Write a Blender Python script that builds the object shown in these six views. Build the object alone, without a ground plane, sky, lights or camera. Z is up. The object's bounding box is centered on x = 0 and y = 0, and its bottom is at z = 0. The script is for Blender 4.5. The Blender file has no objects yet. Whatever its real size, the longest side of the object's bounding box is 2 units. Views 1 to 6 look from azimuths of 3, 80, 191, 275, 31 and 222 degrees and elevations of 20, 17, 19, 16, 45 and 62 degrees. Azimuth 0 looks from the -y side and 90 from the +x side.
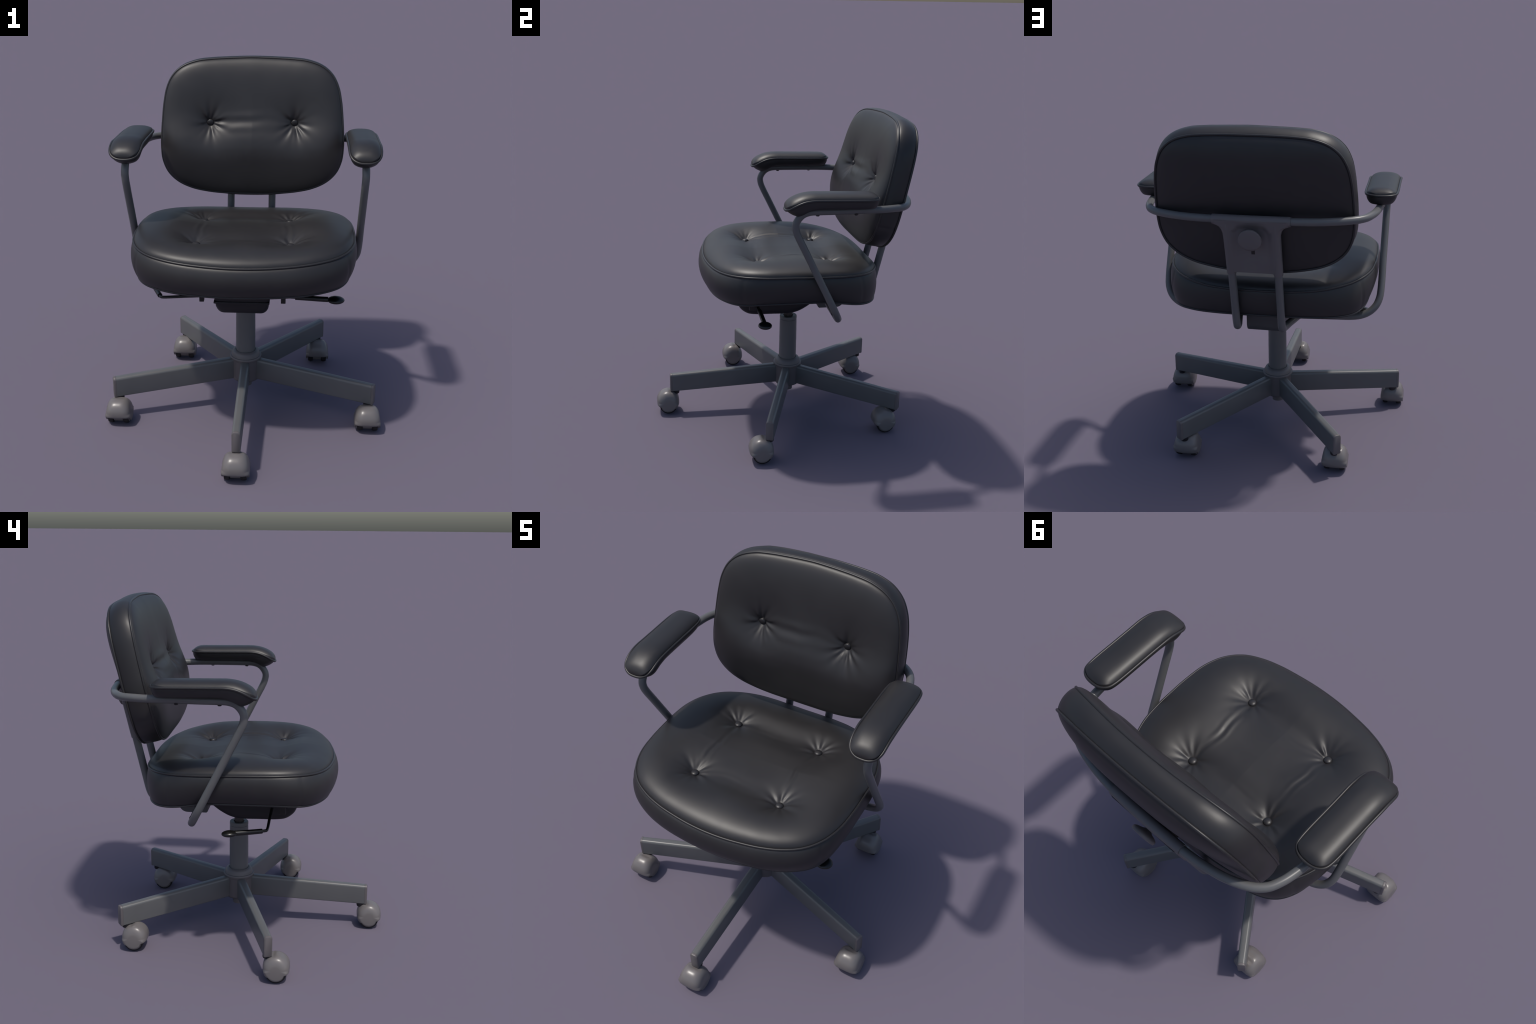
# Swivel office chair: five-star base on twin-wheel casters, tufted leather seat and
# backrest with piping, padded tubular arms, rear clamp bracket with knob.
import bpy, math
import numpy as np
from mathutils import Vector, Matrix

TAU = 2 * math.pi
HUB_Y = 0.078                      # swivel axis
YAW = math.radians(0.75)           # the upper half is swivelled a touch
rng = np.random.default_rng(7)


# ------------------------------------------------------------------ materials
def material(name, colour, rough, spec=0.5, grain=0.0, grain_scale=200.0, mottle=0.08,
             mottle_scale=9.0, metallic=0.0, coat=0.0):
    m = bpy.data.materials.new(name)
    m.use_nodes = True
    nt = m.node_tree
    b = nt.nodes["Principled BSDF"]
    b.inputs["Metallic"].default_value = metallic
    b.inputs["Specular IOR Level"].default_value = spec
    b.inputs["Coat Weight"].default_value = coat
    tc = nt.nodes.new("ShaderNodeTexCoord")
    n1 = nt.nodes.new("ShaderNodeTexNoise")
    n1.inputs["Scale"].default_value = mottle_scale
    n1.inputs["Detail"].default_value = 4
    nt.links.new(tc.outputs["Object"], n1.inputs["Vector"])
    ramp = nt.nodes.new("ShaderNodeValToRGB")
    lo, hi = 1 - mottle, 1 + mottle
    ramp.color_ramp.elements[0].position = 0.3
    ramp.color_ramp.elements[1].position = 0.7
    ramp.color_ramp.elements[0].color = (*[c * lo for c in colour], 1)
    ramp.color_ramp.elements[1].color = (*[c * hi for c in colour], 1)
    nt.links.new(n1.outputs["Fac"], ramp.inputs["Fac"])
    nt.links.new(ramp.outputs["Color"], b.inputs["Base Color"])
    mr = nt.nodes.new("ShaderNodeMapRange")
    mr.inputs["To Min"].default_value = rough - 0.03
    mr.inputs["To Max"].default_value = rough + 0.03
    nt.links.new(n1.outputs["Fac"], mr.inputs["Value"])
    nt.links.new(mr.outputs["Result"], b.inputs["Roughness"])
    if grain:
        n2 = nt.nodes.new("ShaderNodeTexNoise")
        n2.inputs["Scale"].default_value = grain_scale
        n2.inputs["Detail"].default_value = 3
        nt.links.new(tc.outputs["Object"], n2.inputs["Vector"])
        bump = nt.nodes.new("ShaderNodeBump")
        bump.inputs["Strength"].default_value = grain
        bump.inputs["Distance"].default_value = 0.001
        nt.links.new(n2.outputs["Fac"], bump.inputs["Height"])
        nt.links.new(bump.outputs["Normal"], b.inputs["Normal"])
    return m


LEATHER = material("black_leather", (0.0222, 0.0207, 0.0218), 0.45, 0.5, grain=0.07, grain_scale=320, mottle=0.06)
PIPING = material("leather_piping", (0.0222, 0.0207, 0.0218), 0.40, 0.5, mottle=0.05)
UNDER = material("underside_cloth", (0.012, 0.012, 0.013), 0.8, 0.2)
STEEL = material("grey_painted_steel", (0.118, 0.119, 0.120), 0.36, 0.5, mottle=0.04, mottle_scale=6)
PLASTIC = material("warm_grey_plastic", (0.126, 0.114, 0.116), 0.45, 0.5, mottle=0.04)
CASTER = material("caster_grey_plastic", (0.160, 0.147, 0.145), 0.33, 0.5, mottle=0.03)
RUBBER = material("black_rubber", (0.018, 0.017, 0.018), 0.6, 0.3)
BLACKBOX = material("black_housing", (0.016, 0.015, 0.018), 0.5, 0.4)
LEVER = material("gloss_black_plastic", (0.008, 0.008, 0.008), 0.3, 0.5)
ROD = material("dark_piston_steel", (0.048, 0.040, 0.038), 0.4, 0.5)
BLOCK = material("dark_grey_steel", (0.060, 0.063, 0.066), 0.45, 0.5)


# ------------------------------------------------------------------ mesh helpers
def mesh_object(name, verts, faces, mat, parent=None, smooth=True, angle=None):
    me = bpy.data.meshes.new(name)
    me.from_pydata([tuple(map(float, v)) for v in verts], [], [tuple(map(int, f)) for f in faces])
    me.update()
    me.materials.append(mat)
    if smooth:
        me.polygons.foreach_set("use_smooth", [True] * len(me.polygons))
        if angle:
            me.set_sharp_from_angle(angle=math.radians(angle))
    o = bpy.data.objects.new(name, me)
    bpy.context.collection.objects.link(o)
    if parent:
        o.parent = parent
    return o


def copy_object(src, parent):
    o = src.copy()
    bpy.context.collection.objects.link(o)
    o.parent = parent
    return o


def grid_faces(nu, nv, wrap_u=True, wrap_v=False, base=0):
    """faces of an nv x nu grid stored row by row (v-major)"""
    f = []
    for j in range(nv if wrap_v else nv - 1):
        for i in range(nu if wrap_u else nu - 1):
            a, b = i, (i + 1) % nu
            c = (j + 1) % nv
            f.append((base + j * nu + a, base + j * nu + b, base + c * nu + b, base + c * nu + a))
    return f


def spline(points, n):
    """Catmull-Rom (centripetal) through points, resampled to n by arc length."""
    P = np.array(points, float)
    P = np.vstack([2 * P[0] - P[1], P, 2 * P[-1] - P[-2]])
    out = []
    for i in range(1, len(P) - 2):
        p0, p1, p2, p3 = P[i - 1:i + 3]
        d1, d2, d3 = [max(np.linalg.norm(b - a), 1e-6) ** 0.5 for a, b in ((p0, p1), (p1, p2), (p2, p3))]
        m1 = (p2 - p1) + d2 * ((p1 - p0) / d1 - (p2 - p0) / (d1 + d2))
        m2 = (p2 - p1) + d2 * ((p3 - p2) / d3 - (p3 - p1) / (d2 + d3))
        for t in np.linspace(0, 1, 24, endpoint=False):
            out.append((2 * t**3 - 3 * t**2 + 1) * p1 + (t**3 - 2 * t**2 + t) * m1 + (-2 * t**3 + 3 * t**2) * p2 + (t**3 - t**2) * m2)
    out.append(P[-2])
    out = np.array(out)
    s = np.concatenate([[0], np.cumsum(np.linalg.norm(np.diff(out, axis=0), axis=1))])
    q = np.linspace(0, s[-1], n)
    return np.stack([np.interp(q, s, out[:, k]) for k in range(out.shape[1])], 1)


def tube(path, r, closed=False, sides=20, cap=True):
    """verts, faces of a round tube along a polyline (parallel-transport frame)"""
    P = np.array(path, float)
    n = len(P)
    if closed:
        T = np.roll(P, -1, 0) - np.roll(P, 1, 0)
    else:
        T = np.gradient(P, axis=0)
    T /= np.linalg.norm(T, axis=1)[:, None]
    ref = np.array([0, 0, 1.0]) if abs(T[0, 2]) < 0.9 else np.array([1.0, 0, 0])
    N = np.cross(T[0], ref)
    N /= np.linalg.norm(N)
    Ns = []
    for t in T:
        N = N - t * (N @ t)
        N /= np.linalg.norm(N)
        Ns.append(N.copy())
    twist = 0.0
    if closed:
        a, b = Ns[0], Ns[-1] - T[0] * (Ns[-1] @ T[0])
        b /= np.linalg.norm(b)
        twist = math.atan2(np.cross(b, a) @ T[0], a @ b)
    rr = np.broadcast_to(np.asarray(r, float), (n,))
    V = []
    for i in range(n):
        B = np.cross(T[i], Ns[i])
        ph = twist * i / n
        for k in range(sides):
            a = TAU * k / sides + ph
            V.append(P[i] + rr[i] * (math.cos(a) * Ns[i] + math.sin(a) * B))
    F = grid_faces(sides, n, True, closed)
    if cap and not closed:
        F.append(tuple(range(sides))[::-1])
        F.append(tuple((n - 1) * sides + k for k in range(sides)))
    return V, F


def revolve(profile, sides=48):
    """profile: list of (r, z) around z"""
    V = [(r * math.cos(TAU * k / sides), r * math.sin(TAU * k / sides), z) for r, z in profile for k in range(sides)]
    F = grid_faces(sides, len(profile))
    if profile[0][0] > 1e-5:
        F.append(tuple(range(sides))[::-1])
    if profile[-1][0] > 1e-5:
        F.append(tuple((len(profile) - 1) * sides + k for k in range(sides)))
    return V, F


def rounded_box(size, centre, r, seg=4):
    """box with rounded edges, as a superposition: corner spheres swept into a box"""
    hx, hy, hz = [s / 2 - r for s in size]
    n = seg * 4
    V, F = [], []
    rows = []
    for j in range(2 * seg + 2):
        # latitude -90..90, split at the equator
        jj = j if j <= seg else j - 1
        lat = -math.pi / 2 + math.pi * jj / (2 * seg)
        zc = -hz if j <= seg else hz
        row = []
        for q in range(4):
            for k in range(seg + 1):
                a = q * math.pi / 2 + k * math.pi / 2 / seg
                cx = hx if q in (0, 3) else -hx
                cy = hy if q in (0, 1) else -hy
                row.append(len(V))
                V.append((centre[0] + cx + r * math.cos(lat) * math.cos(a),
                          centre[1] + cy + r * math.cos(lat) * math.sin(a),
                          centre[2] + zc + r * math.sin(lat)))
        rows.append(row)
    m = len(rows[0])
    for j in range(len(rows) - 1):
        for k in range(m):
            F.append((rows[j][k], rows[j][(k + 1) % m], rows[j + 1][(k + 1) % m], rows[j + 1][k]))
    F.append(tuple(rows[0][::-1]))
    F.append(tuple(rows[-1]))
    return V, F


def join(*parts):
    V, F = [], []
    for v, f in parts:
        b = len(V)
        V += list(v)
        F += [tuple(b + i for i in q) for q in f]
    return V, F


def yaw(V, shift=(-0.001, 0, 0), roll=0.0, pivot_z=1.58):
    V = np.array(V, float)
    c, s = math.cos(YAW), math.sin(YAW)
    x, y, z = V[:, 0] + roll * (V[:, 2] - pivot_z), V[:, 1] - HUB_Y, V[:, 2] - roll * V[:, 0]
    return np.stack([c * x - s * y + shift[0], s * x + c * y + HUB_Y + shift[1], z + shift[2]], 1)


def smoothstep(a, b, x):
    t = np.clip((x - a) / (b - a), 0, 1)
    return t * t * (3 - 2 * t)


chair = bpy.data.objects.new("office_chair", None)
bpy.context.collection.objects.link(chair)
chair["label"] = "black tufted leather swivel office chair with padded arms"
chair["category"] = "office chair"


# ------------------------------------------------------------------ star base
hub = mesh_object("hub", *revolve([
    (0.0, 0.112), (0.030, 0.112), (0.037, 0.116), (0.037, 0.150), (0.066, 0.158), (0.078, 0.164), (0.084, 0.172),
    (0.085, 0.180), (0.085, 0.286), (0.088, 0.297), (0.0945, 0.306), (0.0950, 0.313), (0.0925, 0.318), (0.0860, 0.319), (0.0845, 0.323),
    (0.0830, 0.332), (0.077, 0.344), (0.068, 0.351), (0.060, 0.352), (0.0585, 0.346), (0.0, 0.346)], 56), PLASTIC, chair, angle=40)
hub.location = (0, HUB_Y, 0)

column = mesh_object("gas_column", *revolve([
    (0.0, 0.320), (0.0575, 0.320), (0.0575, 0.500), (0.0565, 0.624), (0.0545, 0.626), (0.0545, 0.629), (0.0568, 0.631),
    (0.0568, 0.646), (0.0540, 0.650), (0.0330, 0.650), (0.0330, 0.640), (0.0, 0.640)], 56), STEEL, chair, angle=40)
column.location = (0, HUB_Y, 0)
piston = mesh_object("piston_rod", *revolve([(0.0, 0.630), (0.0285, 0.630), (0.0285, 0.73), (0.0, 0.73)], 32), ROD, chair, angle=40)
piston.location = (0, HUB_Y, 0)

LEG_END = 0.797


def leg_section(hw, z0, z1, r_top, r_bot, seg=7):
    pts = []
    for cx, cz, r, a0 in ((hw, z0, r_bot, -90), (hw, z1, r_top, 0), (-hw, z1, r_top, 90), (-hw, z0, r_bot, 180)):
        for k in range(seg + 1):
            a = math.radians(a0 + 90 * k / seg)
            pts.append((cx - math.copysign(r, cx) + r * math.cos(a), cz - (r if cz == z1 else -r) + r * math.sin(a)))
    return pts


def leg_mesh(stations, r_top, r_bot):
    V, F = [], []
    for u, hw, z0, z1, k in stations:
        for x, z in leg_section(hw, z0, z1, r_top * k, r_bot * k):
            V.append((x, -u, z))
    m = len(V) // len(stations)
    F = grid_faces(m, len(stations))
    F = [q[::-1] for q in F]
    F.append(tuple(range(m)))
    F.append(tuple((len(stations) - 1) * m + i for i in range(m))[::-1])
    return V, F


def leg_z(u):
    t = (u - 0.10) / (0.793 - 0.10)
    return 0.1735 + t * (0.1440 - 0.1735), 0.302 + t * (0.265 - 0.302)


CAP = 0.781
leg0 = mesh_object("leg", *leg_mesh([(0.05, 0.0265, *leg_z(0.05), 1), (CAP, 0.0237, *leg_z(CAP), 1)], 0.0165, 0.006), STEEL, chair, angle=35)
za, zb = leg_z(0.79)
cap0 = mesh_object("end_cap", *leg_mesh([
    (CAP + 0.0005, 0.0237, za - 0.001, zb + 0.0005, 1), (0.789, 0.0239, za - 0.002, zb + 0.001, 1),
    (0.794, 0.0225, za, zb - 0.001, 0.95), (0.7965, 0.0190, za + 0.004, zb - 0.005, 0.85)], 0.0165, 0.006), PLASTIC, leg0, angle=35)
LEG_ANGLES = [k * TAU / 5 for k in range(5)]
for k, a in enumerate(LEG_ANGLES):
    lo = leg0 if k == 0 else copy_object(leg0, chair)
    if k:
        copy_object(cap0, lo)
    lo.location = (0, HUB_Y, 0)
    lo.rotation_euler = (0, 0, a)


# ------------------------------------------------------------------ casters
def caster_hood():
    """dome rounded to the front (-y), flat-ish cheeks, notch for the stem behind"""
    nu, nv = 56, 40
    V = []
    R, A = 0.0728, 0.0742
    for j in range(nv + 1):
        x = -1 + 2 * j / nv
        x = math.sin(x * math.pi / 2)
        s = (1 - abs(x) ** 3.2) ** (1 / 2.6) if abs(x) < 1 else 0.0
        s = max(s, 0.02)
        for i in range(nu):
            a = TAU * i / nu
            cy, cz = -math.cos(a), math.sin(a)
            front = 0.5 - 0.5 * cy          # 1 at the front
            # cheeks keep a bigger disc than the dome crest at the sides
            keep = 0.62 if cz < 0 else 0.30
            sc = keep + (1 - keep) * s
            rr = R * sc * (1 + 0.035 * front)
            y, z = rr * cy, 0.0765 + rr * cz
            xx = A * x * (1 - 0.17 * smoothstep(0.06, 0.155, z))
            if y > -0.012:
                z = min(z, 0.077 + 0.064 + 0.014 * (1 - smoothstep(-0.012, 0.02, y)))
            y = min(y, 0.076)
            cheek = smoothstep(0.052, 0.066, abs(xx))
            edge = 0.047 - 0.011 * max(-1.0, min(1.0, y / 0.06))
            disc_edge = 0.0586 - math.sqrt(max(0.0, 0.0425 ** 2 - y * y))
            cut = edge + (min(edge, disc_edge) - edge) * cheek
            z = max(z, cut)
            V.append((xx, y, z))
    F = [q[::-1] for q in grid_faces(nu, nv + 1)]
    F.append(tuple(range(nu)))
    F.append(tuple(nv * nu + i for i in range(nu))[::-1])
    return V, F


def wheel_mesh():
    V, F = revolve([(0.0, -0.014), (0.034, -0.014), (0.036, -0.017), (0.052, -0.017), (0.0575, -0.013), (0.0585, -0.004),
                    (0.0585, 0.006), (0.056, 0.014), (0.046, 0.017), (0.044, 0.015), (0.0, 0.015)], 40)
    return [(z, x, y) for x, y, z in V], F


hood0 = mesh_object("caster", *caster_hood(), CASTER, chair, angle=50)
wheel0 = mesh_object("wheel", *wheel_mesh(), RUBBER, hood0, angle=40)
wheel0.location = (0.044, 0.0, 0.0586)
axle0 = mesh_object("wheel_hub", *[(lambda VF: ([(z, x, y) for x, y, z in VF[0]], VF[1]))(revolve(
    [(0.0, -0.052), (0.044, -0.052), (0.047, -0.050), (0.047, 0.050), (0.044, 0.052), (0.0, 0.052)], 32))][0], CASTER, hood0, angle=40)
axle0.location = (0, 0.0, 0.0586)
axle0.scale = (1.20, 1.04, 1.04)
stem0 = mesh_object("swivel_stem", *revolve([(0.0, 0.125), (0.020, 0.125), (0.022, 0.130), (0.022, 0.160), (0.0, 0.160)], 24), BLACKBOX, hood0, angle=40)
PIVOT_R, TRAIL = 0.757, 0.054
stem0.location = (0, TRAIL, 0)
for k, a in enumerate(LEG_ANGLES):
    h = hood0 if k == 0 else copy_object(hood0, chair)
    h.location = (PIVOT_R * math.sin(a), HUB_Y - PIVOT_R * math.cos(a) - TRAIL, 0)
    if k:
        copy_object(wheel0, h)
        copy_object(axle0, h)
        copy_object(stem0, h)
    w2 = copy_object(wheel0, h)
    w2.location = (-0.044, 0, 0.0586)
    w2.rotation_euler = (0, 0, math.pi)


# ------------------------------------------------------------------ cushions
NSEG = 360
THETA = np.arange(NSEG) * TAU / NSEG


def loop_from_half(points, n=NSEG):
    """closed left-right symmetric outline from a half profile (u >= 0) running axis to axis"""
    pts = [np.array(p, float) for p in points]
    mir = [np.array((-p[0], p[1])) for p in pts[1:-1]][::-1]
    full = np.array(pts + mir)
    m = len(full)
    # closed Catmull-Rom, then resample
    out = []
    for i in range(m):
        p0, p1, p2, p3 = (full[(i + k) % m] for k in (-1, 0, 1, 2))
        for t in np.linspace(0, 1, 40, endpoint=False):
            out.append(0.5 * (2 * p1 + (p2 - p0) * t + (2 * p0 - 5 * p1 + 4 * p2 - p3) * t * t + (3 * p1 - p0 - 3 * p2 + p3) * t**3))
    out = np.array(out + [out[0]])
    s = np.concatenate([[0], np.cumsum(np.linalg.norm(np.diff(out, axis=0), axis=1))])
    q = np.linspace(0, s[-1], n, endpoint=False)
    return np.stack([np.interp(q, s, out[:, 0]), np.interp(q, s, out[:, 1])], 1)


def outward(loop):
    t = np.roll(loop, -1, 0) - np.roll(loop, 1, 0)
    n = np.stack([t[:, 1], -t[:, 0]], 1)
    n /= np.linalg.norm(n, axis=1)[:, None]
    c = loop.mean(0)
    if ((loop - c) * n).sum() < 0:
        n = -n
    return n


def panel(loop, centre, height, place, rings=110, flip=False):
    """domed panel inside a loop: height(u, v, rho) above the loop surface, place(u, v, h) -> xyz"""
    rho = np.linspace(0, 1, rings + 1)[1:]
    rho = 1 - (1 - rho) ** 1.35         # denser towards the edge
    c = np.array(centre)
    U = c + (loop - c)[None] * rho[:, None, None]
    R = np.repeat(rho[:, None], len(loop), 1)
    U2 = np.vstack([c[None], U.reshape(-1, 2)])
    R2 = np.concatenate([[0], R.ravel()])
    V = place(U2[:, 0], U2[:, 1], height(U2[:, 0], U2[:, 1], R2))
    n = len(loop)
    F = [(1 + i, 1 + (i + 1) % n, 0) for i in range(n)]
    F += [q[::-1] for q in grid_faces(n, rings, base=1)]
    if flip:
        F = [q[::-1] for q in F]
    return V, F


def band(A, B, out, bulge, steps=22, seams=(), flip=False):
    """upholstered side strip from loop A to loop B (xyz), swelling outwards by bulge"""
    V = []
    n = len(A)
    groove = np.zeros(n)
    bulge = np.broadcast_to(np.asarray(bulge, float), (n,))
    for s in seams:
        d = (np.arange(n) / n - s + 0.5) % 1 - 0.5
        groove += 0.004 * np.exp(-(d * n / 0.9) ** 2)
    for j in range(steps + 1):
        t = j / steps
        k = math.sin(math.pi * t) if 0 < t < 1 else 0.0
        V.append(A * (1 - t) + B * t + out * (bulge * k ** 0.62 - groove * k ** 0.3)[:, None])
    F = grid_faces(n, steps + 1)
    if flip:
        F = [q[::-1] for q in F]
    return np.vstack(V), F


def tuft(u, v, buttons, width, seed, pleats=9):
    """0..1 pull-down around buttons plus signed pleat field"""
    r = np.random.default_rng(seed)
    D = np.zeros_like(u)
    W = np.zeros_like(u)
    for bu, bv in buttons:
        du, dv = u - bu, v - bv
        d = np.hypot(du, dv)
        a = np.arctan2(dv, du)
        D = np.maximum(D, 0.75 * np.exp(-(d / width) ** 1.05) + 0.25 * np.exp(-(d / (0.35 * width)) ** 1.3))
        wave = np.zeros_like(u)
        for k in (5, 8, 12):
            gate = 0.35 + 0.65 * np.cos((a - r.uniform(0, TAU)) / 2) ** 2
            wave += gate * math.sqrt(5 / k) * np.cos(k * a + r.uniform(0, TAU) + 0.9 * np.sin(a + r.uniform(0, TAU)) + 5.0 * d)
        env = smoothstep(0.018, 0.05, d) * np.exp(-(d / 0.080) ** 1.5)
        W += wave * env
    return D, W


def crease(u, v, p, q, spacing, sag=0.0):
    """double pleat along the segment p-q: signed profile, fading at both ends"""
    p, q = np.array(p), np.array(q)
    L = np.linalg.norm(q - p)
    t = (q - p) / L
    n = np.array((-t[1], t[0]))
    a = ((u - p[0]) * t[0] + (v - p[1]) * t[1]) / L
    s = (u - p[0]) * n[0] + (v - p[1]) * n[1] - sag * np.sin(np.clip(a, 0, 1) * math.pi)
    s = s + 0.006 * np.sin(7.0 * a + 9.0 * (p[0] + p[1])) + 0.003 * np.sin(17.0 * a + 4.0 * p[0])
    env = np.clip(np.sin(np.clip(a, 0, 1) * math.pi), 0, 1) ** 0.7
    return np.cos(s / spacing * math.pi) * np.exp(-(s / spacing / 1.25) ** 2) * env * (0.65 + 0.35 * np.sin(9.0 * a + 11.0 * p[0] + 1.0))


# --- seat
SEAT_C = (0.0, 0.05)
SEAT_TOP = loop_from_half([(0, -0.484), (0.10, -0.480), (0.20, -0.468), (0.30, -0.450), (0.40, -0.418), (0.49, -0.366), (0.556, -0.285),
                           (0.594, -0.180), (0.607, -0.06), (0.609, 0.06), (0.606, 0.17), (0.592, 0.275), (0.555, 0.375), (0.49, 0.462),
                           (0.40, 0.524), (0.30, 0.562), (0.20, 0.577), (0.10, 0.581), (0, 0.581)])
SEAT_BOT = loop_from_half([(0, -0.474), (0.15, -0.467), (0.30, -0.446), (0.42, -0.404), (0.515, -0.338), (0.565, -0.245), (0.580, -0.12), (0.583, 0.05),
                           (0.583, 0.19), (0.572, 0.325), (0.541, 0.420), (0.485, 0.491), (0.395, 0.534), (0.28, 0.552), (0.14, 0.557), (0, 0.559)])


def seat_surface(x, y):
    dy = y - 0.05
    return 1.076 - 0.022 * dy + 0.091 * x * x - 0.031 * dy * dy


def seat_rim(x, y):
    f = smoothstep(-0.15, -0.42, y)
    r = smoothstep(0.15, 0.5, y)
    return 0.899 + 0.135 * x * x - 0.12 * x * x * r + f * (0.016 - 0.085 * x * x)


SEAT_BUTTONS = [(-0.252, 0.270), (0.252, 0.270), (-0.256, -0.178), (0.256, -0.178)]


def seat_height(x, y, rho):
    h = (0.088 - 0.012 * smoothstep(0.2, 0.5, y)) * np.clip(1 - rho ** 4.0, 0, 1) ** 0.50
    h = h - 0.031 * np.exp(-(np.abs(x) / 0.31) ** 4 - (np.abs(y - 0.045) / 0.31) ** 4)
    D, W = tuft(x, y, SEAT_BUTTONS, 0.096, 3)
    for row, sink in ((-0.178, 0.014), (0.265, 0.019)):
        h = h - sink * np.exp(-((y - row) / 0.075) ** 2 - (np.abs(x) / 0.36) ** 4)
    h = h - 0.003 * smoothstep(0.24, 0.36, y) * np.clip(1 - rho ** 6, 0, 1)
    h = h * (1 - 0.93 * D) + 0.0050 * W
    for sx in (-0.252, 0.252):
        h += -0.0026 * crease(x, y, (sx, -0.178), (sx, 0.270), 0.023, 0.012 * np.sign(sx))
    h += -0.0006 * crease(x, y, (-0.252, 0.27), (0.252, 0.27), 0.024, -0.03)
    h += -0.0005 * crease(x, y, (-0.256, -0.178), (0.256, -0.178), 0.024, 0.02)
    return h


seat = mesh_object("seat_cushion", *(lambda VF: (yaw(VF[0]), VF[1]))(panel(
    SEAT_TOP, SEAT_C, seat_height, lambda x, y, h: np.stack([x, y, seat_surface(x, y) + h], 1), 120)), LEATHER, chair)
o2 = outward(SEAT_TOP)
o3 = np.c_[o2, np.zeros(NSEG)]
A3 = np.c_[SEAT_TOP, seat_surface(*SEAT_TOP.T)]
B3 = np.c_[SEAT_BOT, seat_rim(*SEAT_BOT.T)]
V, F = band(A3, B3, o3, 0.026 - 0.009 * o2[:, 1] + 0.004 * np.abs(o2[:, 0] * np.clip(o2[:, 1], 0, 1)), seams=(0.155, 0.345, 0.655, 0.845))
mesh_object("seat_side_band", yaw(V), F, LEATHER, seat)
V, F = tube(A3 + o3 * 0.003 + np.array([0, 0, 0.001]), 0.0065, closed=True, sides=12)
mesh_object("seat_piping", yaw(V), F, PIPING, seat)
V, F = tube(B3 + o3 * 0.002, 0.006, closed=True, sides=12)
mesh_object("seat_piping", yaw(V), F, PIPING, seat)
V, F = panel(SEAT_BOT, SEAT_C, lambda x, y, r: -0.004 * (1 - r**6) + 0.0 * x,
             lambda x, y, h: np.stack([x, y, seat_rim(x, y) + h], 1), 24, flip=True)
mesh_object("seat_underside", yaw(V), F, UNDER, seat)

button0 = None


def button_mesh():
    prof = [(0.0, 0.012)] + [(0.0220 * math.sin(a), 0.012 * math.cos(a) ** 0.8) for a in np.linspace(0.2, 1.45, 8)] + [(0.0215, -0.012), (0.0, -0.012)]
    return revolve(prof[::-1], 24)


for i, (bx, by) in enumerate(SEAT_BUTTONS):
    if button0 is None:
        b = button0 = mesh_object("button", *button_mesh(), PIPING, seat, angle=60)
    else:
        b = copy_object(button0, seat)
    D = seat_height(np.array([bx]), np.array([by]), np.array([0.45]))[0]
    p = yaw([(bx, by, seat_surface(bx, by) + D + 0.013)])[0]
    b.location = p

# --- backrest
BACK_C = (0.0, 1.60)
BACK_FRONT = loop_from_half([(0, 1.993), (0.08, 1.991), (0.16, 1.988), (0.24, 1.984), (0.33, 1.974), (0.415, 1.945), (0.475, 1.895), (0.510, 1.825),
                             (0.527, 1.74), (0.536, 1.65), (0.542, 1.56), (0.543, 1.48), (0.533, 1.405), (0.500, 1.335), (0.440, 1.280),
                             (0.36, 1.243), (0.27, 1.222), (0.18, 1.211), (0.09, 1.207), (0, 1.206)])
BACK_REAR = loop_from_half([(0, 1.963), (0.08, 1.963), (0.16, 1.961), (0.24, 1.957), (0.32, 1.948), (0.40, 1.922), (0.462, 1.873), (0.500, 1.805),
                            (0.519, 1.73), (0.529, 1.65), (0.535, 1.56), (0.537, 1.48), (0.528, 1.395), (0.496, 1.318), (0.438, 1.260),
                            (0.36, 1.220), (0.27, 1.197), (0.18, 1.183), (0.09, 1.176), (0, 1.174)])


def back_front_y(x, z):
    d = z - 1.58
    return 0.579 + 0.228 * d - 0.161 * x * x - 0.061 * d * d


def back_rear_y(x, z):
    d = z - 1.58
    return 0.670 + 0.231 * d - 0.066 * x * x + 0.034 * d * d


def rear_swell(z):
    """rear shell stands proud above the crossbar, nips in behind it"""
    zk, hk = [1.18, 1.42, 1.50, 1.56, 1.65, 1.75, 1.85, 1.97], [0.044, 0.048, 0.042, 0.043, 0.056, 0.070, 0.078, 0.078]
    return np.mean([np.interp(z + d, zk, hk) for d in np.linspace(-0.035, 0.035, 9)], 0)


BACK_BUTTONS = [(-0.2535, 1.622), (0.2535, 1.622)]


def back_height(x, z, rho):
    g = np.mean([np.interp(z + dz, [1.20, 1.30, 1.38, 1.45, 1.52, 1.58, 1.65, 1.72, 1.85, 2.0],
                           [0.050, 0.066, 0.082, 0.100, 0.107, 0.095, 0.073, 0.064, 0.060, 0.057]) for dz in np.linspace(-0.04, 0.04, 9)], 0)
    h = g * np.clip(1 - rho ** 4.0, 0, 1) ** 0.52
    D, W = tuft(x, z, BACK_BUTTONS, 0.094, 11)
    h = h * (1 - 0.9 * D) + 0.0062 * W
    h += -0.0034 * crease(x, z, BACK_BUTTONS[0], BACK_BUTTONS[1], 0.040, 0.018)
    return h


BSHIFT, BROLL = (0.0155, 0, 0), -0.006


def byaw(V):
    return yaw(V, BSHIFT, BROLL)


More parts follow.
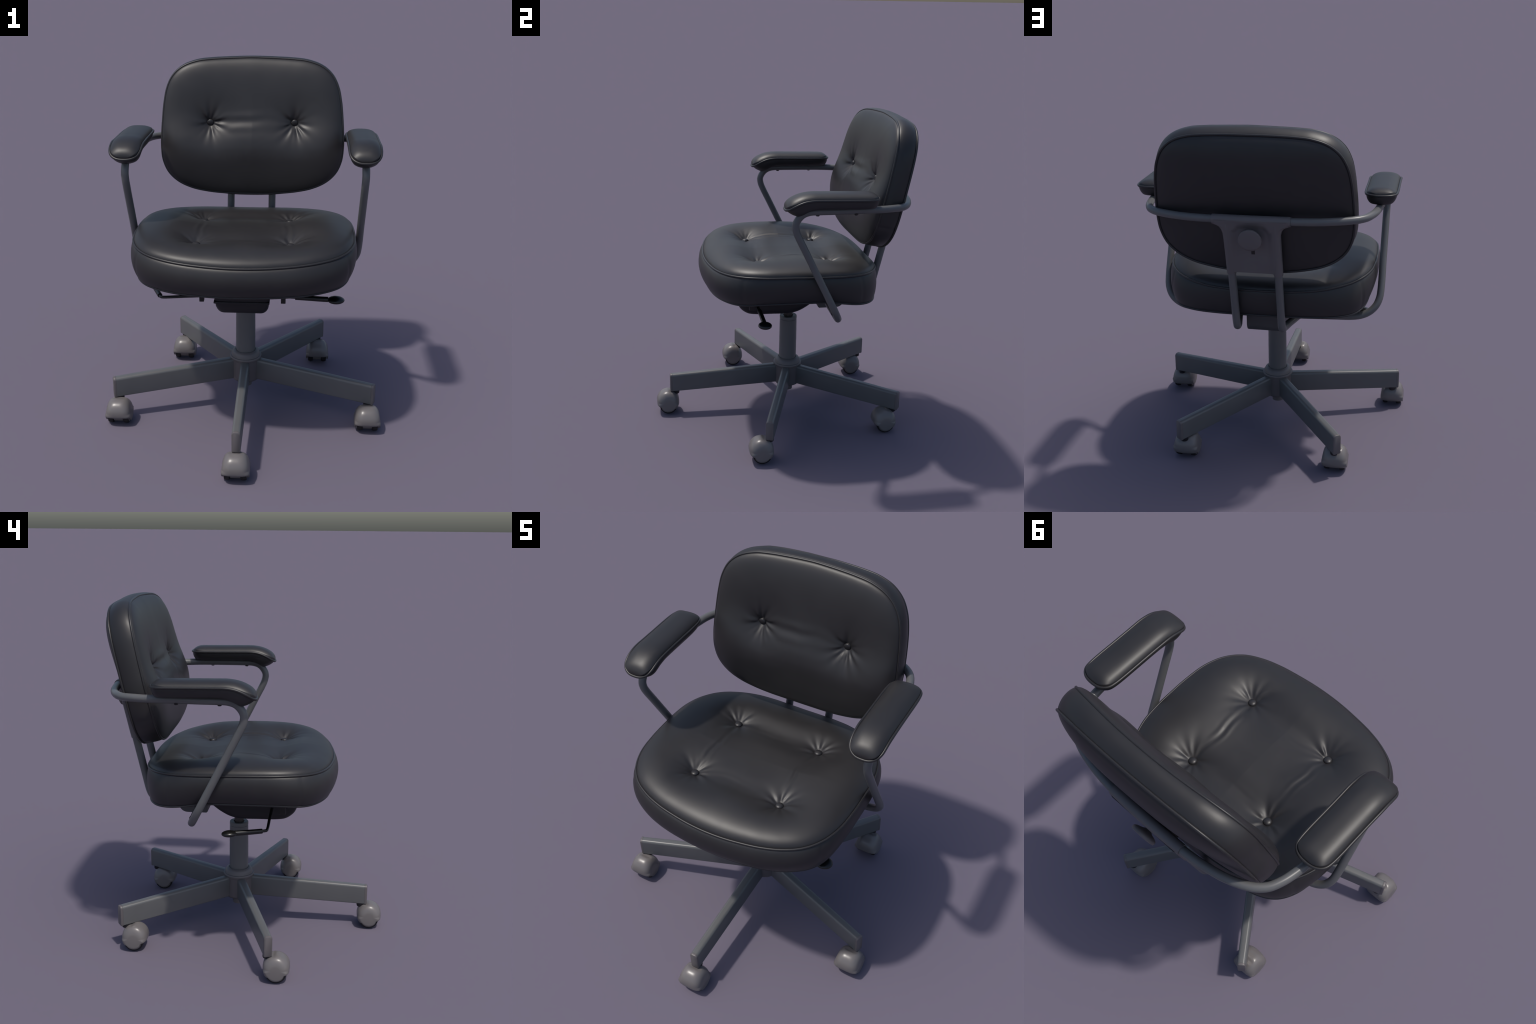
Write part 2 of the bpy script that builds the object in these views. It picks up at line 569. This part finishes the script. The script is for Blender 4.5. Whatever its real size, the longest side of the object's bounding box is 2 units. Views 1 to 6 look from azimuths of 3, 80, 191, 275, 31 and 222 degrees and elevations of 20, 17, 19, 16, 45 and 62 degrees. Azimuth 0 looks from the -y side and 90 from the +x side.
back = mesh_object("backrest", *(lambda VF: (byaw(VF[0]), VF[1]))(panel(
    BACK_FRONT, BACK_C, back_height, lambda x, z, h: np.stack([x, back_front_y(x, z) - h, z], 1), 120, flip=True)), LEATHER, chair)
ob = outward(BACK_FRONT)
ob3 = np.stack([ob[:, 0], 0.0 * ob[:, 0], ob[:, 1]], 1)
BA = np.stack([BACK_FRONT[:, 0], back_front_y(*BACK_FRONT.T), BACK_FRONT[:, 1]], 1)
BB = np.stack([BACK_REAR[:, 0], back_rear_y(*BACK_REAR.T), BACK_REAR[:, 1]], 1)
V, F = band(BA, BB, ob3, 0.015 + 0.006 * ob[:, 1], seams=(0.315, 0.685), flip=True)
mesh_object("backrest_side_band", byaw(V), F, LEATHER, back)
V, F = tube(BA + ob3 * 0.002, 0.0062, closed=True, sides=12)
mesh_object("backrest_piping", byaw(V), F, PIPING, back)
V, F = tube(BB + ob3 * 0.003 + np.array([0, 0.001, 0]), 0.0068, closed=True, sides=12)
mesh_object("backrest_piping", byaw(V), F, PIPING, back)
V, F = panel(BACK_REAR, BACK_C, lambda x, z, r: rear_swell(z) * np.clip(1 - r**3.2, 0, 1) ** 0.75,
             lambda x, z, h: np.stack([x, back_rear_y(x, z) + h, z], 1), 60)
mesh_object("backrest_rear_panel", byaw(V), F, LEATHER, back)
for bx, bz in BACK_BUTTONS:
    b = copy_object(button0, back)
    h = back_height(np.array([bx]), np.array([bz]), np.array([0.45]))[0]
    b.location = byaw([(bx, back_front_y(bx, bz) - h - 0.014, bz)])[0]
    b.rotation_euler = (math.pi / 2 + 0.2, 0, 0)


# ------------------------------------------------------------------ arms
TUBE_R = 0.0212


def arm_pad(side):
    """bent pad: flat outline (s along the arm, t across) wrapped on a bent spine"""
    spine = spline([(0.456, 1.595), (0.36, 1.597), (0.25, 1.599), (0.14, 1.601), (0.06, 1.601), (0.01, 1.592), (-0.035, 1.572), (-0.080, 1.541)], 200)
    seg = np.concatenate([[0], np.cumsum(np.linalg.norm(np.diff(spine, axis=0), axis=1))])
    L = seg[-1]
    # run the spine on straight past both ends so that rims can overhang
    spine = np.vstack([spine[0] + (spine[0] - spine[1]) / seg[1] * 0.03, spine, spine[-1] + (spine[-1] - spine[-2]) / (seg[-1] - seg[-2]) * 0.03])
    seg = np.concatenate([[-0.03], seg, [L + 0.03]])
    T = np.gradient(spine, seg, axis=0)
    T /= np.linalg.norm(T, axis=1)[:, None]
    N = np.stack([T[:, 1], -T[:, 0]], 1)
    N[N[:, 1] < 0] *= -1

    def place(t, s, h):
        c = [np.interp(s, seg, spine[:, k]) for k in (0, 1)]
        n = [np.interp(s, seg, N[:, k]) for k in (0, 1)]
        return np.stack([side * 0.651 + t, c[0] + n[0] * h, c[1] + n[1] * h], 1)

    w = 0.0835
    loop = loop_from_half([(0, 0.0), (0.030, 0.003), (0.056, 0.014), (0.074, 0.034), (0.081, 0.065), (w, 0.12), (w, 0.2), (w, 0.3), (w + 0.001, 0.38),
                           (w, L - 0.13), (0.082, L - 0.09), (0.077, L - 0.052), (0.062, L - 0.022), (0.034, L - 0.004), (0, L)], 160)
    cen = (0.0, L / 2)
    inner = np.array(cen) + (loop - np.array(cen)) * np.array([0.80, 0.955])
    inner[:, 1] -= 0.016 * smoothstep(L - 0.20, L, inner[:, 1])

    def crown(t, s, r):
        e = np.minimum(np.minimum(s, L - s) / 0.07, 1)
        return 0.033 * np.clip(1 - np.abs(t / w) ** 2.6, 0, 1) ** 0.6 * np.clip(1 - (1 - np.clip(e, 0, 1)) ** 2.4, 0, 1) ** 0.55 * (r < 0.9999)

    top = panel(loop, cen, crown, place, 50)
    on = outward(loop)
    A = place(loop[:, 0], loop[:, 1], np.zeros(len(loop)))
    B = place(inner[:, 0], inner[:, 1], -0.052 - 0.017 * smoothstep(L - 0.22, L - 0.06, inner[:, 1]))
    o = place(loop[:, 0] + on[:, 0] * 1e-3, loop[:, 1] + on[:, 1] * 1e-3, np.zeros(len(loop))) - A
    o /= np.linalg.norm(o, axis=1)[:, None] + 1e-9
    bnd = band(A, B, o, 0.008, 14)
    bot = panel(inner, cen, lambda t, s, r: -0.052 - 0.017 * smoothstep(L - 0.22, L - 0.06, s), place, 10, flip=True)
    pip = tube(A + o * 0.004, 0.0072, closed=True, sides=10)
    return top, bnd, bot, pip


def mirror_path(path, side):
    return [(side * x, y, z) for x, y, z in path]


REAR = [(0.0, 0.746, 1.514), (0.15, 0.745, 1.514), (0.25, 0.740, 1.514), (0.345, 0.728, 1.514), (0.42, 0.713, 1.515), (0.49, 0.690, 1.516), (0.55, 0.660, 1.517), (0.592, 0.620, 1.518),
        (0.618, 0.565, 1.520), (0.634, 0.500, 1.520), (0.645, 0.42, 1.522), (0.653, 0.30, 1.523), (0.658, 0.20, 1.523), (0.659, 0.12, 1.523),
        (0.659, 0.062, 1.521), (0.659, 0.022, 1.508), (0.659, -0.006, 1.481), (0.659, -0.0205, 1.448), (0.658, -0.017, 1.412), (0.657, -0.002, 1.374),
        (0.656, 0.040, 1.290), (0.654, 0.120, 1.130), (0.652, 0.205, 0.962), (0.646, 0.228, 0.916), (0.627, 0.249, 0.874), (0.592, 0.266, 0.841), (0.545, 0.277, 0.820),
        (0.49, 0.282, 0.811), (0.40, 0.286, 0.808), (0.28, 0.290, 0.805), (0.16, 0.296, 0.803)]
for side in (-1, 1):
    path = spline(mirror_path(REAR, side), 260)
    V, F = tube(path, TUBE_R, sides=24)
    frame = mesh_object("arm_frame", (V), F, STEEL, chair)
    top, bnd, bot, pip = arm_pad(side)
    pad = mesh_object("arm_pad", (top[0]), top[1], LEATHER, chair)
    V, F = join(bnd, bot)
    mesh_object("arm_pad_side", (V), F, LEATHER, pad, angle=50)
    mesh_object("arm_pad_piping", (pip[0]), pip[1], PIPING, pad)
    for sy in (0.105, 0.330):
        V, F = revolve([(0.0, -0.0045), (0.009, -0.0045), (0.011, -0.002), (0.011, 0.006), (0.0, 0.006)], 16)
        V = [(x + side * 0.659, y + sy, z + 1.523 - TUBE_R) for x, y, z in V]
        mesh_object("screw", (V), F, LEVER, frame, angle=40)
    # strap fixing the tube to the seat pan
    V, F = join(rounded_box((0.030, 0.050, 0.006), (side * 0.520, 0.268, 0.842), 0.0025),
                rounded_box((0.030, 0.006, 0.110), (side * 0.512, 0.246, 0.892), 0.0025))
    mesh_object("strap_bracket", (V), F, BLACKBOX, frame, angle=40)


# ------------------------------------------------------------------ back posts and bracket
def post_y(z):
    return 0.652 + 0.228 * (z - 1.1)


for side in (-1, 1):
    x = side * 0.1295
    pts = [(x, post_y(1.50), 1.50), (x, post_y(1.3), 1.3), (x, post_y(1.1), 1.1), (x, post_y(0.93), 0.93), (x, post_y(0.89), 0.89),
           (x, 0.594, 0.858), (x * 1.01, 0.580, 0.837), (x * 1.03, 0.550, 0.828), (x * 1.15, 0.47, 0.824), (x * 1.28, 0.39, 0.818), (x * 1.4, 0.30, 0.808)]
    V, F = tube(spline(pts, 120), 0.0222, sides=24)
    mesh_object("back_post", (V), F, STEEL, chair)

# bracket plate with gussets, built in a plane that leans with the posts
PLATE_T = 0.017
outline = []
half = [(0.0, 1.520), (0.208, 1.520), (0.208, 1.489), (0.190, 1.484), (0.174, 1.474), (0.163, 1.458), (0.157, 1.436),
        (0.1555, 1.40), (0.1520, 1.198), (0.103, 1.198), (0.096, 1.203), (0.0, 1.203)]
outline = half + [(-x, z) for x, z in half[::-1] if x > 0]
m = len(outline)


def lean(x, dy, z):
    return (x, post_y(z) + dy, z)


V = [lean(x, -0.002, z) for x, z in outline] + [lean(x, 0.013, z) for x, z in outline]
F = [tuple(range(m)), tuple(range(2 * m - 1, m - 1, -1))] + [(i, m + i, m + (i + 1) % m, (i + 1) % m) for i in range(m)]
plate = (V, F)
parts = [plate]
for side in (-1, 1):
    x = side * 0.1295
    parts.append(tube([lean(x, 0, z) for z in np.linspace(1.192, 1.50, 12)], [0.0262, 0.0268] + [0.0268] * 10, sides=24))
sleeve = [(x, 0.7465 - 0.08 * x * x, 1.514) for x in np.linspace(-0.211, 0.211, 20)]
parts.append(tube(sleeve, [0.0262] + [0.0268] * 18 + [0.0262], sides=28))
V, F = join(*parts)
bracket = mesh_object("back_bracket", (V), F, PLASTIC, chair, angle=35)
# moulded face: recessed in the middle, swelling into both posts and the crossbar sleeve
hz = [1.198, 1.30, 1.40, 1.436, 1.458, 1.474, 1.484, 1.489, 1.515]
hx = [0.1500, 0.1515, 0.1535, 0.1560, 0.162, 0.173, 0.189, 0.206, 0.209]
zs, us = np.linspace(1.2, 1.515, 46), np.linspace(-1, 1, 61)
V = []
for z in zs:
    w = np.interp(z, hz, hx)
    for u in us:
        x = u * w
        corner = 0.034 * smoothstep(0.05, 0.10, abs(x)) ** 2
        to_post = smoothstep(0.082, 0.122, abs(x)) * smoothstep(1.17, 1.26, z) ** 0.5
        to_bar = smoothstep(1.462 - corner, 1.500 - corner, z)
        edge = smoothstep(w, w - 0.018, abs(x))
        V.append(lean(x, 0.0140 + 0.0125 * max(to_post, to_bar) * edge, z))
F = [q[::-1] for q in grid_faces(len(us), len(zs), False)]
mesh_object("bracket_face", (V), F, PLASTIC, bracket)

lean_rot = math.atan(0.228)
V, F = revolve([(0.0, 0.0), (0.018, 0.0), (0.018, 0.020), (0.026, 0.026), (0.050, 0.034), (0.060, 0.040), (0.0635, 0.046), (0.0635, 0.056),
                (0.0610, 0.060), (0.050, 0.0635), (0.025, 0.065), (0.0, 0.0655)], 40)
c, s = math.cos(lean_rot), math.sin(lean_rot)
kz = 1.416
V = [(x, post_y(kz) + 0.010 + z * c + y * s, kz - z * s * 0.0 + y * c + z * -s * -0.0) for x, y, z in V]
mesh_object("adjusting_knob", (V), [q[::-1] for q in F], PLASTIC, chair, angle=40)
V, F = rounded_box((0.020, 0.004, 0.10), (0, 0, 0), 0.0015)
V = [lean(x - 0.002, 0.0132 + y, 1.366 + z) for x, y, z in V]
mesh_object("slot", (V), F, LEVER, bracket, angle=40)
V, F = rounded_box((0.17, 0.075, 0.16), (0.0, 0.672, 1.400), 0.006)
mesh_object("backrest_mount", (V), F, BLACKBOX, bracket, angle=40)


# ------------------------------------------------------------------ mechanism under the seat
def mechanism():
    """tray: side profile in y-z lofted across x with rounded lower corners"""
    prof = spline([(-0.290, 0.880), (-0.283, 0.800), (-0.262, 0.752), (-0.215, 0.716), (-0.165, 0.706), (-0.05, 0.703), (0.06, 0.703), (0.12, 0.716), (0.18, 0.748),
                   (0.225, 0.782), (0.25, 0.800), (0.30, 0.812), (0.31, 0.880)], 70)
    xs = np.concatenate([-0.146 + 0.045 * (1 - np.cos(np.linspace(0, math.pi / 2, 9))), np.linspace(-0.09, 0.09, 5),
                         0.146 - 0.045 * (1 - np.cos(np.linspace(math.pi / 2, 0, 9)))])
    V = []
    for x in xs:
        e = max(0, abs(x) - 0.101) / 0.045
        up = 0.052 * (1 - math.sqrt(max(0, 1 - e * e)))
        for y, z in prof:
            V.append((x, y, z + up * (1 - smoothstep(0.76, 0.86, z))))
    n = len(prof)
    F = grid_faces(n, len(xs), False)
    V2 = len(V)
    F.append(tuple(range(n))[::-1])
    F.append(tuple((len(xs) - 1) * n + i for i in range(n)))
    F.append(tuple(j * n for j in range(len(xs))))
    F.append(tuple(j * n + n - 1 for j in range(len(xs)))[::-1])
    return V, F


V, F = mechanism()
mech = mesh_object("tilt_mechanism", (V), [q[::-1] for q in F], BLACKBOX, chair, angle=35)
V, F = rounded_box((0.304, 0.60, 0.012), (0, 0.01, 0.806), 0.004)
mesh_object("mechanism_flange", (V), F, BLACKBOX, mech, angle=35)
V, F = rounded_box((0.40, 0.40, 0.05), (0, 0.03, 0.865), 0.01)
mesh_object("seat_plate", (V), F, BLACKBOX, mech, angle=35)

# spring housing behind it: rounded lower rear edge
prof = [(0.255, 0.80)] + [(0.255, 0.738), (0.262, 0.731)] + [(0.375 + 0.055 * math.sin(a), 0.786 - 0.055 * math.cos(a)) for a in np.linspace(0, math.pi / 2, 10)] + [(0.430, 0.84), (0.255, 0.84)]
n = len(prof)
V = [(x, y, z) for x in (-0.112, -0.109, 0.109, 0.112) for y, z in [(0.343 + (p - 0.343) * (0.985 if abs(x) > 0.11 else 1), 0.78 + (q - 0.78) * (0.96 if abs(x) > 0.11 else 1)) for p, q in prof]]
F = grid_faces(n, 4, True)
F.append(tuple(range(n))[::-1])
F.append(tuple(3 * n + i for i in range(n)))
mesh_object("spring_housing", (V), [q[::-1] for q in F], BLOCK, chair, angle=35)

# levers
def paddle(path, radii, flat):
    return tube(path, radii, sides=16)


# right: straight out to the side, round flattened end
V1 = tube([(0.14, -0.163, 0.800), (0.30, -0.163, 0.7955)], 0.0085, sides=12)
V2 = tube(spline([(0.290, -0.163, 0.796), (0.36, -0.163, 0.793), (0.44, -0.163, 0.789), (0.472, -0.163, 0.788)], 24), np.linspace(0.0145, 0.0150, 24), sides=16)
ang = np.linspace(0, math.pi, 15)
disc = [(0.040 * math.sin(a) + 1e-5, -0.0175 * math.cos(a)) for a in ang]
Vd, Fd = revolve(disc, 28)
Vd = [(x * 1.2 + 0.515, y * 1.05 - 0.164, z * 1.1 + 0.786) for x, y, z in Vd]
lever = mesh_object("height_lever", *(lambda VF: ((VF[0]), VF[1]))(join(V1, V2, (Vd, Fd))), LEVER, chair, angle=50)
# left: rod out, elbow, handle running back
V1 = tube(spline([(-0.13, -0.132, 0.783), (-0.30, -0.131, 0.773), (-0.448, -0.130, 0.763), (-0.464, -0.126, 0.762), (-0.471, -0.114, 0.762), (-0.477, -0.10, 0.762)], 50), 0.0085, sides=12)
V2 = tube(spline([(-0.475, -0.104, 0.762), (-0.506, -0.03, 0.763), (-0.526, 0.02, 0.764), (-0.534, 0.04, 0.7645)], 24), np.linspace(0.0140, 0.0150, 24), sides=16)
Vd, Fd = revolve(disc, 28)
ca, sa = math.cos(0.39), math.sin(0.39)
Vd = [(0.85 * x * ca - 1.1 * y * sa - 0.546, 0.85 * x * sa + 1.1 * y * ca + 0.070, z * 1.0 + 0.765) for x, y, z in Vd]
mesh_object("tilt_lever", *(lambda VF: ((VF[0]), VF[1]))(join(V1, V2, (Vd, Fd))), LEVER, chair, angle=50)
for side in (-1, 1):
    V, F = rounded_box((0.026, 0.04, 0.10), (side * 0.225, -0.20, 0.835 - 0.006), 0.003)
    mesh_object("stop_tab", (V), F, LEVER, mech, angle=35)

# piston continues into the mechanism; settle hierarchy transforms
bpy.context.view_layer.update()
